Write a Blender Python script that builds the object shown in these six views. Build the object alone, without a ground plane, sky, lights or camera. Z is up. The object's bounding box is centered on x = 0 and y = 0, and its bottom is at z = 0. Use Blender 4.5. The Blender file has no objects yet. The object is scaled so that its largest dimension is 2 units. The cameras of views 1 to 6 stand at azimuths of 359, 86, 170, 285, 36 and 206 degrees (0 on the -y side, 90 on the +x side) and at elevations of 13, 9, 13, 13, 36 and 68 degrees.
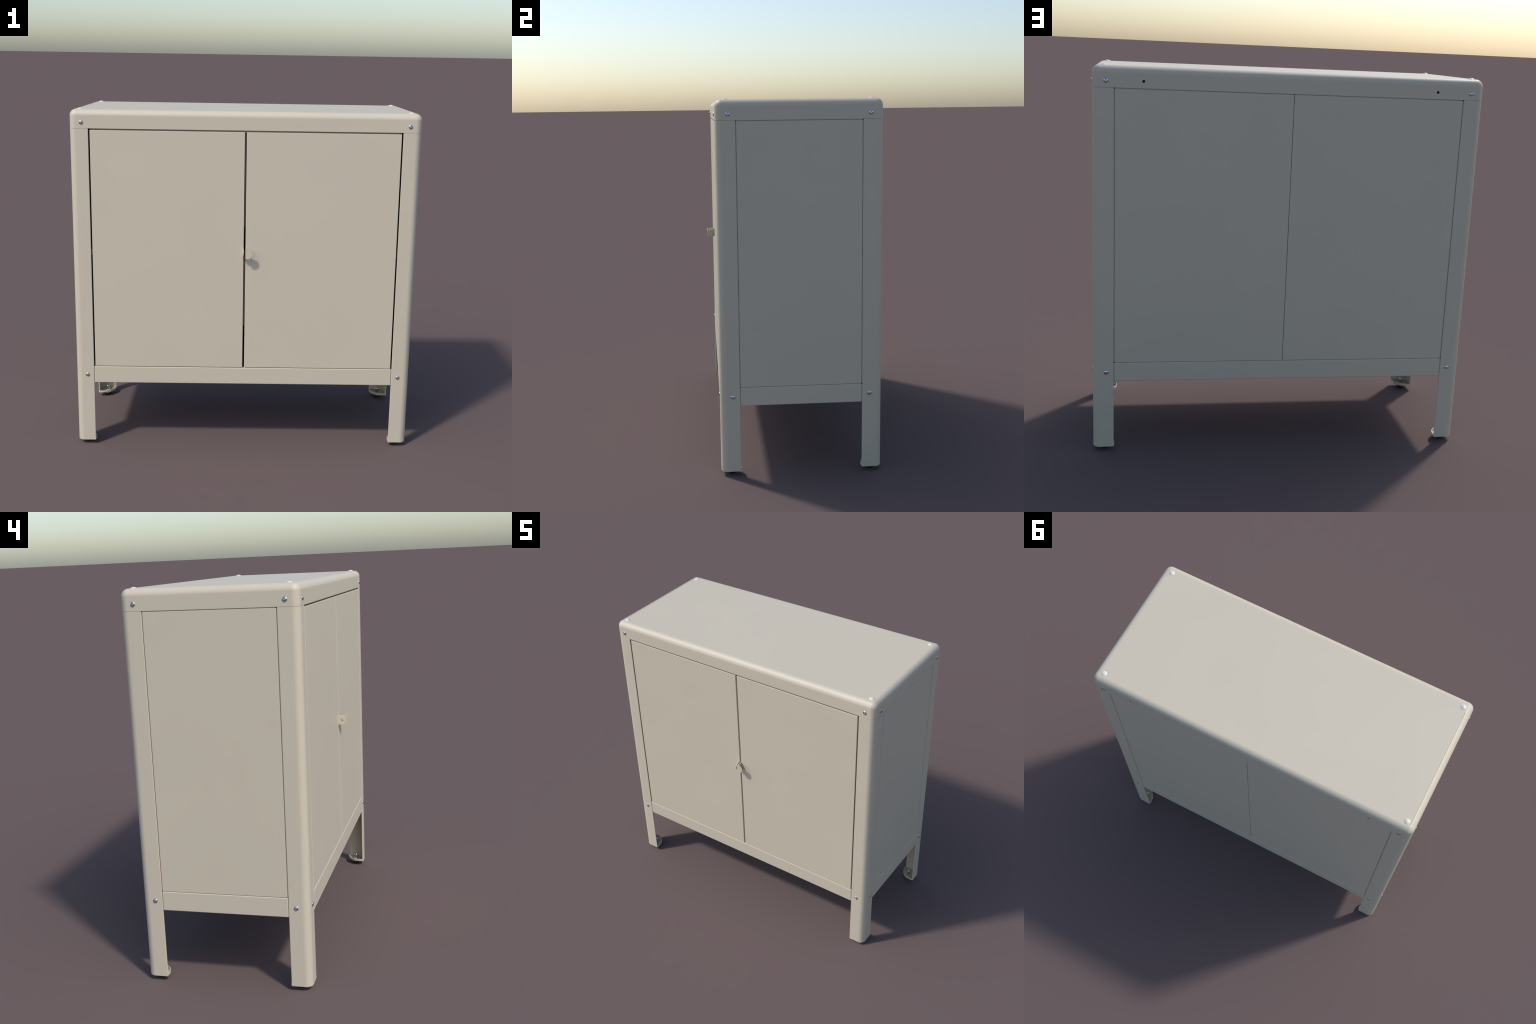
"""Beige sheet-metal storage cabinet: L-profile legs, rounded top cap, two doors,
side and back panels, lower rails, chrome button screws, levelling feet."""
import bpy, bmesh
from math import sin, cos, pi, radians, sqrt, atan2
from mathutils import Vector, Matrix

# ------------------------------------------------------------------ sizes (m)
HW = 0.9872                     # half width
YF, YB = -0.4122, 0.4524        # front and back faces
YC, HD = (YF + YB) / 2, (YB - YF) / 2
Z_TOP = 1.9938                  # top surface
Z_SEAM = 1.8882                 # cap / leg seam
Z_LEG = 0.0234                  # underside of leg
FLANGE = 0.1057                 # width of a leg flange
R_CORNER = 0.038                # vertical corner radius
R_TOP = 0.0365                  # fillet of the top edge
SHEET = 0.0042                  # sheet thickness
RAIL_TOP, RAIL_BOTTOM = 0.4905, 0.3900
SCREW_OFF = 0.0674              # screw centre from the cabinet corner
SCREW_HI, SCREW_LO = 1.9218, 0.4397
FOOT_OFF = 0.0565               # foot centre from the cabinet corner
IX = HW - FLANGE                # inner edge of leg flange
GAP = 0.0040                    # gap round fixed panels

# ------------------------------------------------------------------ materials
def new_mat(name):
    m = bpy.data.materials.new(name)
    m.use_nodes = True
    nt = m.node_tree
    return m, nt, nt.nodes["Principled BSDF"]


def painted(name, colour, rough, vary=0.02, grain=0.02, grain_scale=420.0):
    m, nt, b = new_mat(name)
    tc = nt.nodes.new("ShaderNodeTexCoord")
    n = nt.nodes.new("ShaderNodeTexNoise")
    n.inputs["Scale"].default_value = 2.3
    n.inputs["Detail"].default_value = 3.0
    ramp = nt.nodes.new("ShaderNodeValToRGB")
    ramp.color_ramp.elements[0].position = 0.35
    ramp.color_ramp.elements[1].position = 0.65
    ramp.color_ramp.elements[0].color = (*[c * (1 - vary) for c in colour], 1)
    ramp.color_ramp.elements[1].color = (*[c * (1 + vary) for c in colour], 1)
    nt.links.new(tc.outputs["Object"], n.inputs["Vector"])
    nt.links.new(n.outputs["Fac"], ramp.inputs["Fac"])
    nt.links.new(ramp.outputs["Color"], b.inputs["Base Color"])
    g = nt.nodes.new("ShaderNodeTexNoise")
    g.inputs["Scale"].default_value = grain_scale
    bump = nt.nodes.new("ShaderNodeBump")
    bump.inputs["Strength"].default_value = grain
    bump.inputs["Distance"].default_value = 0.0005
    nt.links.new(tc.outputs["Object"], g.inputs["Vector"])
    nt.links.new(g.outputs["Fac"], bump.inputs["Height"])
    nt.links.new(bump.outputs["Normal"], b.inputs["Normal"])
    b.inputs["Roughness"].default_value = rough
    return m


def chrome(name):
    m, nt, b = new_mat(name)
    b.inputs["Base Color"].default_value = (0.62, 0.63, 0.66, 1)
    b.inputs["Metallic"].default_value = 1.0
    tc = nt.nodes.new("ShaderNodeTexCoord")
    n = nt.nodes.new("ShaderNodeTexNoise")
    n.inputs["Scale"].default_value = 160.0
    mr = nt.nodes.new("ShaderNodeMapRange")
    mr.inputs["To Min"].default_value = 0.07
    mr.inputs["To Max"].default_value = 0.14
    nt.links.new(tc.outputs["Object"], n.inputs["Vector"])
    nt.links.new(n.outputs["Fac"], mr.inputs["Value"])
    nt.links.new(mr.outputs["Result"], b.inputs["Roughness"])
    return m


BEIGE = painted("beige_powder_coat", (0.621, 0.551, 0.425), 0.50, vary=0.008)
WHITE = painted("white_plastic", (0.74, 0.705, 0.62), 0.20, vary=0.01, grain=0.0)
WHITE.node_tree.nodes["Principled BSDF"].inputs["Specular IOR Level"].default_value = 0.35
BLACK = painted("black_plastic", (0.012, 0.011, 0.011), 0.5, vary=0.05, grain=0.05)
STEEL = chrome("polished_steel")

# ------------------------------------------------------------------ helpers
ROOT = bpy.data.objects.new("storage_cabinet", None)
ROOT["label"] = "low beige metal cabinet with two doors on four legs"
ROOT["category"] = "cabinet"
bpy.context.collection.objects.link(ROOT)


def finish(me, mat, angle=32.0):
    me.materials.append(mat)
    for p in me.polygons:
        p.use_smooth = True
    me.set_sharp_from_angle(angle=radians(angle))
    return me


def mesh_of(bm, name, mat, angle=32.0):
    bmesh.ops.recalc_face_normals(bm, faces=bm.faces)
    me = bpy.data.meshes.new(name)
    bm.to_mesh(me)
    bm.free()
    return finish(me, mat, angle)


def add(name, me, parent=ROOT, matrix=None, weighted=True):
    o = bpy.data.objects.new(name, me)
    bpy.context.collection.objects.link(o)
    o.parent = parent
    if matrix is not None:
        o.matrix_local = matrix
    if weighted:
        w = o.modifiers.new("weighted_normal", 'WEIGHTED_NORMAL')
        w.keep_sharp = True
    return o


def add_box(bm, lo, hi, bevel=0.0, segs=3):
    """Box between two corners with all its edges rounded."""
    lo, hi = Vector(lo), Vector(hi)
    r = bmesh.ops.create_cube(bm, size=1.0)
    vs = r["verts"]
    for v in vs:
        v.co = Vector([(lo[i] + hi[i]) / 2 + v.co[i] * (hi[i] - lo[i]) for i in range(3)])
    if bevel:
        es = list({e for v in vs for e in v.link_edges})
        bmesh.ops.bevel(bm, geom=es, offset=bevel, segments=segs, profile=0.5, affect='EDGES')


def prism(bm, outline, z0, z1):
    """Extrude a closed 2D outline between two heights."""
    a = [bm.verts.new((x, y, z0)) for x, y in outline]
    b = [bm.verts.new((x, y, z1)) for x, y in outline]
    n = len(outline)
    for i in range(n):
        j = (i + 1) % n
        bm.faces.new((a[i], a[j], b[j], b[i]))
    bm.faces.new(a[::-1])
    bm.faces.new(b)


def arc(cx, cy, r, a0, a1, n):
    return [(cx + r * cos(a0 + (a1 - a0) * i / n), cy + r * sin(a0 + (a1 - a0) * i / n)) for i in range(n + 1)]


def lathe(bm, profile, segs=32, shape=None):
    """Turn (radius, height, hex?) points round the z axis."""
    rings = []
    for r, z, hexed in profile:
        if r == 0:
            rings.append([bm.verts.new((0, 0, z))])
            continue
        ring = []
        for i in range(segs):
            a = 2 * pi * i / segs
            k = r
            if hexed:
                h = (a + pi / 6) % (pi / 3) - pi / 6
                k = r / cos(h)
            ring.append(bm.verts.new((k * cos(a), k * sin(a), z)))
        rings.append(ring)
    for p, q in zip(rings, rings[1:]):
        for i in range(segs):
            j = (i + 1) % segs
            if len(p) == 1:
                bm.faces.new((p[0], q[i], q[j]))
            elif len(q) == 1:
                bm.faces.new((p[i], p[j], q[0]))
            else:
                bm.faces.new((p[i], p[j], q[j], q[i]))


def rounded_rect(hx, hy, r, n):
    pts = []
    for cx, cy, a in ((hx - r, hy - r, 0), (-hx + r, hy - r, pi / 2), (-hx + r, -hy + r, pi), (hx - r, -hy + r, 1.5 * pi)):
        pts += arc(cx, cy, r, a, a + pi / 2, n)
    return pts


def bored(me, cutters, name, shade_line_cuts=()):
    """Cut round holes: each cutter is (matrix, radius, length)."""
    o = bpy.data.objects.new("work", me)
    bpy.context.collection.objects.link(o)
    bm = bmesh.new()
    for m, r, length in cutters:
        bmesh.ops.create_cone(bm, cap_ends=True, segments=28, radius1=r, radius2=r, depth=length, matrix=m)
    for lo, hi in shade_line_cuts:
        add_box(bm, lo, hi)
    cme = bpy.data.meshes.new("cutter")
    bm.to_mesh(cme)
    bm.free()
    c = bpy.data.objects.new("cutter", cme)
    bpy.context.collection.objects.link(c)
    md = o.modifiers.new("bore", 'BOOLEAN')
    md.operation = 'DIFFERENCE'
    md.solver = 'EXACT'
    md.object = c
    dg = bpy.context.evaluated_depsgraph_get()
    dg.update()
    out = bpy.data.meshes.new_from_object(o.evaluated_get(dg))
    out.name = name
    bpy.data.objects.remove(o)
    bpy.data.objects.remove(c)
    for p in out.polygons:
        p.use_smooth = True
    out.set_sharp_from_angle(angle=radians(32))
    return out


# ------------------------------------------------------------------ top cap
def make_cap():
    bm = bmesh.new()
    nc, nf = 12, 14
    rings = []

    def ring(inset, z, rc):
        rings.append([bm.verts.new((x, y + YC, z)) for x, y in rounded_rect(HW - inset, HD - inset, max(rc, 0.0006), nc)])

    ring(SHEET, Z_TOP - R_TOP - 0.004, R_CORNER - SHEET)          # inside
    ring(SHEET, Z_SEAM, R_CORNER - SHEET)
    ring(0.0012, Z_SEAM, R_CORNER - 0.0012)
    ring(0.0003, Z_SEAM + 0.0004, R_CORNER - 0.0003)
    ring(0.0, Z_SEAM + 0.0013, R_CORNER)
    for i in range(nf + 1):
        a = (pi / 2) * i / nf
        inset = R_TOP * (1 - cos(a))
        ring(inset, Z_TOP - R_TOP + R_TOP * sin(a), R_CORNER - inset)
    for p, q in zip(rings, rings[1:]):
        n = len(p)
        for i in range(n):
            j = (i + 1) % n
            bm.faces.new((p[i], p[j], q[j], q[i]))
    bm.faces.new(rings[-1])
    bm.faces.new(rings[0][::-1])
    me = mesh_of(bm, "top_cap", BEIGE)
    rot = Matrix.Rotation(pi / 2, 4, 'X')
    holes = [(Matrix.Translation((s * 0.7404, YB, 1.9226)) @ rot, 0.0070, 0.06) for s in (1, -1)]
    return bored(me, holes, "top_cap", shade_line_cuts=[((-0.9556, -0.326, Z_TOP - 0.0022), (-0.9518, 0.408, Z_TOP + 0.01))])  # shallow slot cut to draw the thin grey shading line on top


cap = add("top_cap", make_cap())

# black cups modelled as the darkness inside the cap's two wall-mount holes
bm = bmesh.new()
lathe(bm, [(0.0085, 0.0, 0), (0.0085, 0.018, 0), (0, 0.018, 0)], 28)
lathe(bm, [(0.0069, 0.0, 0), (0.0069, 0.016, 0), (0, 0.016, 0)], 28)
SHADE_CUP = mesh_of(bm, "hole_shade_cup", BLACK)
for s in (1, -1):
    add("hole_shade_cup", SHADE_CUP, cap, Matrix.Translation((s * 0.7404, YB - 0.0030, 1.9226)) @ Matrix.Rotation(pi / 2, 4, 'X'), False)

bm = bmesh.new()
PLUG_R, PLUG_H = 0.0172, 2.0 - Z_TOP
PLUG_S = (PLUG_R ** 2 + PLUG_H ** 2) / (2 * PLUG_H)      # sphere radius of the shallow dome
prof = [(0.0168, -0.004, 0), (PLUG_R, 0.0, 0)]
for i in range(1, 11):
    rr = PLUG_R * (1 - i / 10)
    prof.append((rr if i < 10 else 0, sqrt(PLUG_S ** 2 - rr ** 2) - (PLUG_S - PLUG_H), 0))
lathe(bm, prof, 36)
plug_me = mesh_of(bm, "cover_plug", WHITE, 60)
for sx in (-1, 1):
    for sy in (-1, 1):
        add("cover_plug", plug_me, cap, Matrix.Translation((sx * 0.9322, YC + sy * 0.3770, Z_TOP)), False)

# ------------------------------------------------------------------ screws
bm = bmesh.new()
SR, SH = 0.0124, 0.0058
dome = [(SR * 0.97, -0.003, 0), (SR, 0.0, 0)]
dome += [(SR * cos(t), SH * sin(t), 0) for t in (0.2, 0.4, 0.6, 0.8, 1.0, 1.15)]
dome += [(0.0040, SH * 0.955, 1), (0.0038, 0.0015, 1), (0, 0.0010, 0)]
lathe(bm, dome, 36)
SCREW = mesh_of(bm, "screw", STEEL, 50)

# ------------------------------------------------------------------ legs
# local frame: outer corner at the origin, flanges along +x and +y
bm = bmesh.new()
HEM, HEM_T, ER = 0.0180, 0.0068, 0.0030


def half_profile():
    """From the flange end to the corner, on the y = 0 flange."""
    out = [(FLANGE, HEM_T - 0.0015), (FLANGE, ER)]
    out += [(FLANGE - ER + ER * cos(t), ER - ER * sin(t)) for t in (pi / 8, pi / 4, 3 * pi / 8)]
    out += [(FLANGE - ER, 0.0)]
    return out


h1 = half_profile()
corner = arc(R_CORNER, R_CORNER, R_CORNER, 1.5 * pi, pi, 12)
outer = h1 + corner + [(y, x) for x, y in h1[::-1]]
ri = R_CORNER - SHEET
inner_y = [(HEM_T, FLANGE - 0.0015), (HEM_T, FLANGE - HEM), (SHEET, FLANGE - HEM - 0.001)]
inner_corner = arc(R_CORNER, R_CORNER, ri, pi, 1.5 * pi, 12)
inner_x = [(SHEET, FLANGE - HEM - 0.001), (HEM_T, FLANGE - HEM), (HEM_T, FLANGE - 0.0015)]
inner = inner_y + inner_corner + [(y, x) for x, y in inner_x]
prism(bm, outer + inner, Z_LEG + 0.0012, Z_SEAM - 0.0006)
ends = [e for e in bm.edges if all(v.co.z < 0.1 and max(v.co.x, v.co.y) > FLANGE - 1e-5 for v in e.verts)]
bmesh.ops.bevel(bm, geom=ends, offset=0.0060, segments=4, profile=0.5, affect='EDGES', clamp_overlap=False)
LEG = mesh_of(bm, "leg", BEIGE)

# foot tray: plate closing the bottom of the leg, with an arc-shaped upturned rim
bm = bmesh.new()
A = 0.0215
R_ARC = sqrt((FLANGE - A) ** 2 + A * A)
a0, a1 = atan2(FLANGE - A, -A), atan2(-A, FLANGE - A)
rim_out = arc(A, A, R_ARC, a0, a1, 28)
rim_in = arc(A, A, R_ARC - 0.0042, a0, a1, 28)
plate = arc(R_CORNER, R_CORNER, R_CORNER - 0.0010, 1.5 * pi, pi, 12)
plate = [(FLANGE - 0.001, 0.001)] + plate + [(0.001, FLANGE - 0.001)] + rim_out[1:-1]
prism(bm, plate, Z_LEG, Z_LEG + 0.0045)
rim = rim_out + rim_in[::-1]
prism(bm, rim, Z_LEG + 0.0006, Z_LEG + 0.0165)
# low inner step where the tray is folded up against the flanges
step = [(FLANGE - 0.004, 0.0036), (R_CORNER, 0.0036)] + arc(R_CORNER, R_CORNER, R_CORNER - 0.0036, 1.5 * pi, pi, 8)[1:] + \
       [(0.0036, FLANGE - 0.004), (0.0076, FLANGE - 0.004)] + arc(R_CORNER, R_CORNER, R_CORNER - 0.0076, pi, 1.5 * pi, 8) + [(FLANGE - 0.004, 0.0076)]
prism(bm, step, Z_LEG + 0.003, Z_LEG + 0.0300)
for v in bm.verts:                          # lower ends of the tray curl up to the flanges
    e = min(max(max(v.co.x, v.co.y) - (FLANGE - 0.006), 0.0), 0.006)
    if v.co.z < Z_LEG + 0.001 and e > 0:
        v.co.z += min(0.006 - sqrt(0.006 ** 2 - e ** 2), 0.0042)
TRAY = mesh_of(bm, "foot_tray", BEIGE)

bm = bmesh.new()
lathe(bm, [(0, 0.0, 0), (0.0195, 0.0, 0), (0.0222, 0.0018, 0), (0.0232, 0.0060, 0), (0.0232, 0.0245, 0), (0, 0.0245, 0)], 32)
FOOT = mesh_of(bm, "levelling_foot", BLACK)

bm = bmesh.new()
BR = 0.0114
lathe(bm, [(0, 0.0, 0), (BR, 0.0, 0), (BR, 0.0275, 0)] + [(BR * cos(t), 0.0275 + BR * sin(t), 0) for t in (0.25, 0.5, 0.75, 1.0, 1.25)] + [(0, 0.0275 + BR, 0)], 32)
BOLT = mesh_of(bm, "foot_bolt", STEEL)

for k, (cx, cy) in enumerate(((-HW, YF), (HW, YF), (HW, YB), (-HW, YB))):
    m = Matrix.Translation((cx, cy, 0)) @ Matrix.Rotation(k * pi / 2, 4, 'Z')
    leg = add("leg", LEG, ROOT, m)
    add("foot_tray", TRAY, leg)
    add("levelling_foot", FOOT, leg, Matrix.Translation((FOOT_OFF, FOOT_OFF, 0)))
    add("foot_bolt", BOLT, leg, Matrix.Translation((FOOT_OFF, FOOT_OFF, Z_LEG + 0.0045)))
    for z, owner in ((SCREW_LO, leg), (SCREW_HI, cap)):
        base = Matrix.Identity(4) if owner is leg else m
        on_y0 = Matrix.Translation((SCREW_OFF, 0, z)) @ Matrix.Rotation(pi / 2, 4, 'X')
        on_x0 = Matrix.Translation((0, SCREW_OFF, z)) @ Matrix.Rotation(-pi / 2, 4, 'Y')
        for loc in (on_y0, on_x0):
            add("screw", SCREW, owner, base @ loc, False)

# ------------------------------------------------------------------ lower rails
def rail(length):
    """Lower rail: upright face on y = 0 with folded top and bottom lips (local)."""
    bm = bmesh.new()
    hl = length / 2
    add_box(bm, (-hl, 0.0, RAIL_BOTTOM), (hl, 0.0300, RAIL_TOP), 0.0042, 4)
    # end tongues that run behind the legs and close the joint
    add_box(bm, (-hl - 0.012, 0.0055, RAIL_BOTTOM + 0.004), (hl + 0.012, 0.0200, RAIL_TOP - 0.004), 0.001, 1)
    return mesh_of(bm, "lower_rail", BEIGE)


RECESS = 0.0002
long_rail = rail(2 * IX - 0.004)
short_rail = rail(2 * (HD - FLANGE) - 0.004)
add("lower_rail", long_rail, ROOT, Matrix.Translation((0, YF + RECESS, 0)))
add("lower_rail", long_rail, ROOT, Matrix.Translation((0, YB - RECESS, 0)) @ Matrix.Rotation(pi, 4, 'Z'))
add("lower_rail", short_rail, ROOT, Matrix.Translation((HW - RECESS, YC, 0)) @ Matrix.Rotation(pi / 2, 4, 'Z'))
add("lower_rail", short_rail, ROOT, Matrix.Translation((-HW + RECESS, YC, 0)) @ Matrix.Rotation(-pi / 2, 4, 'Z'))

# ------------------------------------------------------------------ side and back panels
DEPTH = 0.030
P_LO, P_HI = RAIL_TOP + 0.0020, Z_SEAM - 0.0036


def panel(length, name, tongue_a=0.010, tongue_b=0.010):
    bm = bmesh.new()
    add_box(bm, (-length / 2, 0.0, P_LO), (length / 2, DEPTH, P_HI), 0.0016, 3)
    # folded returns behind the face: shallow floor of the joint grooves
    hl = length / 2
    add_box(bm, (-hl - tongue_a, 0.0060, P_LO + 0.004), (hl + tongue_b, 0.0200, P_HI - 0.002), 0.0008, 1)
    add_box(bm, (-hl + 0.002, 0.0060, P_LO - 0.006), (hl - 0.002, 0.0196, P_HI + 0.008), 0.0008, 1)
    return mesh_of(bm, name, BEIGE)


side = panel(2 * (HD - FLANGE) - 2 * GAP, "side_panel")
add("side_panel", side, ROOT, Matrix.Translation((HW - 0.0016, YC, 0)) @ Matrix.Rotation(pi / 2, 4, 'Z'))
add("side_panel", side, ROOT, Matrix.Translation((-HW + 0.0016, YC, 0)) @ Matrix.Rotation(-pi / 2, 4, 'Z'))
half = IX - GAP - 0.0011
# the seam between the two back panels stays open: no tongue on that edge
for s, ta, tb in ((1, 0.010, -0.004), (-1, -0.004, 0.010)):
    back = panel(half, "back_panel", ta, tb)
    add("back_panel", back, ROOT, Matrix.Translation((s * (0.0011 + half / 2), YB - 0.0016, 0)) @ Matrix.Rotation(pi, 4, 'Z'))

# ------------------------------------------------------------------ doors
D_LO, D_HI = RAIL_TOP + 0.0032, 1.8796
D_OUT = IX - 0.0080
DL, DR = -0.0058, 0.0046        # facing edges of the two doors


def door(x0, x1):
    bm = bmesh.new()
    add_box(bm, (x0, YF + 0.0009, D_LO), (x1, YF + 0.0229, D_HI), 0.0022, 4)
    return mesh_of(bm, "door", BEIGE)


left_door = add("door", door(-D_OUT, DL))
right_door = add("door", door(DR, D_OUT))

# hinge pins at the top outer corners
bm = bmesh.new()
lathe(bm, [(0, 0.0, 0), (0.006, 0.0, 0), (0.006, 0.012, 0), (0, 0.012, 0)], 20)
PIN = mesh_of(bm, "hinge_pin", STEEL)
for d, s in ((left_door, -1), (right_door, 1)):
    add("hinge_pin", PIN, d, Matrix.Translation((s * (D_OUT - 0.0215), YF + 0.014, D_HI - 0.002)))

# padlock tabs: a bored plate folded out of each door edge
KZ, KH = 1.1887, 0.0262         # centre height, half height
K_OUT = -0.4580
HOLE_Y = -0.4334


def yz_plate(outline, x0, x1):
    """Extrude an outline given in (y, z) along x."""
    bm = bmesh.new()
    prism(bm, outline, x0, x1)
    for v in bm.verts:
        v.co = Vector((v.co.z, v.co.x, v.co.y))
    return bm


def soft(bm, w):
    es = [e for e in bm.edges if len(e.link_faces) == 2 and e.calc_face_angle(0) > 1.0]
    bmesh.ops.bevel(bm, geom=es, offset=w, segments=2, profile=0.5, affect='EDGES')


bore = [(Matrix.Translation((0, HOLE_Y, KZ)) @ Matrix.Rotation(pi / 2, 4, 'Y'), 0.0084, 0.08)]
y_in = YF + 0.004
# left door: tab with a round nose
nose = arc(K_OUT + 0.0025 + KH, KZ, KH, pi / 2, 1.5 * pi, 18)
bm = yz_plate([(y_in, KZ + KH)] + nose + [(y_in, KZ - KH)], DL - 0.0042, DL)
soft(bm, 0.0006)
add("padlock_tab", bored(mesh_of(bm, "tab", BEIGE), bore, "padlock_tab"), left_door)
# right door: square tab, folded at the front into a round finger plate
bm = yz_plate([(y_in, KZ + KH - 0.002), (K_OUT + 0.0010, KZ + KH - 0.002), (K_OUT + 0.0010, KZ - KH + 0.002), (y_in, KZ - KH + 0.002)], DR, DR + 0.0042)
soft(bm, 0.0006)
add("padlock_tab", bored(mesh_of(bm, "tab", BEIGE), bore, "padlock_tab"), right_door)
bm = bmesh.new()
DX = 0.0178
da = sqrt(KH ** 2 - (DX - DR - 0.0004) ** 2)
ang = atan2(da, -(DX - DR - 0.0004))
prism(bm, [(x, z) for x, z in arc(DX, KZ, KH, ang, -ang, 36)], 0.0, 0.0042)
for v in bm.verts:
    v.co = Vector((v.co.x, K_OUT + v.co.z, v.co.y))
soft(bm, 0.0010)
add("finger_plate", mesh_of(bm, "finger_plate", BEIGE), right_door)

# ------------------------------------------------------------------ interior
bm = bmesh.new()
add_box(bm, (-IX + 0.004, YF + 0.0260, 1.872), (IX - 0.004, YF + 0.0480, 1.935), 0.002)  # strip set behind the top door gap so that the gap reads dark brown, not black
add("top_gap_strip", mesh_of(bm, "top_gap_strip", BEIGE))
bm = bmesh.new()
add_box(bm, (-HW + 0.032, YF + 0.034, 0.425), (HW - 0.032, YB - 0.032, 0.460), 0.003)
add("cabinet_floor", mesh_of(bm, "cabinet_floor", BEIGE))
bm = bmesh.new()
add_box(bm, (-HW + 0.034, YF + 0.075, 1.150), (HW - 0.034, YB - 0.034, 1.185), 0.003)
add("shelf", mesh_of(bm, "shelf", BEIGE))
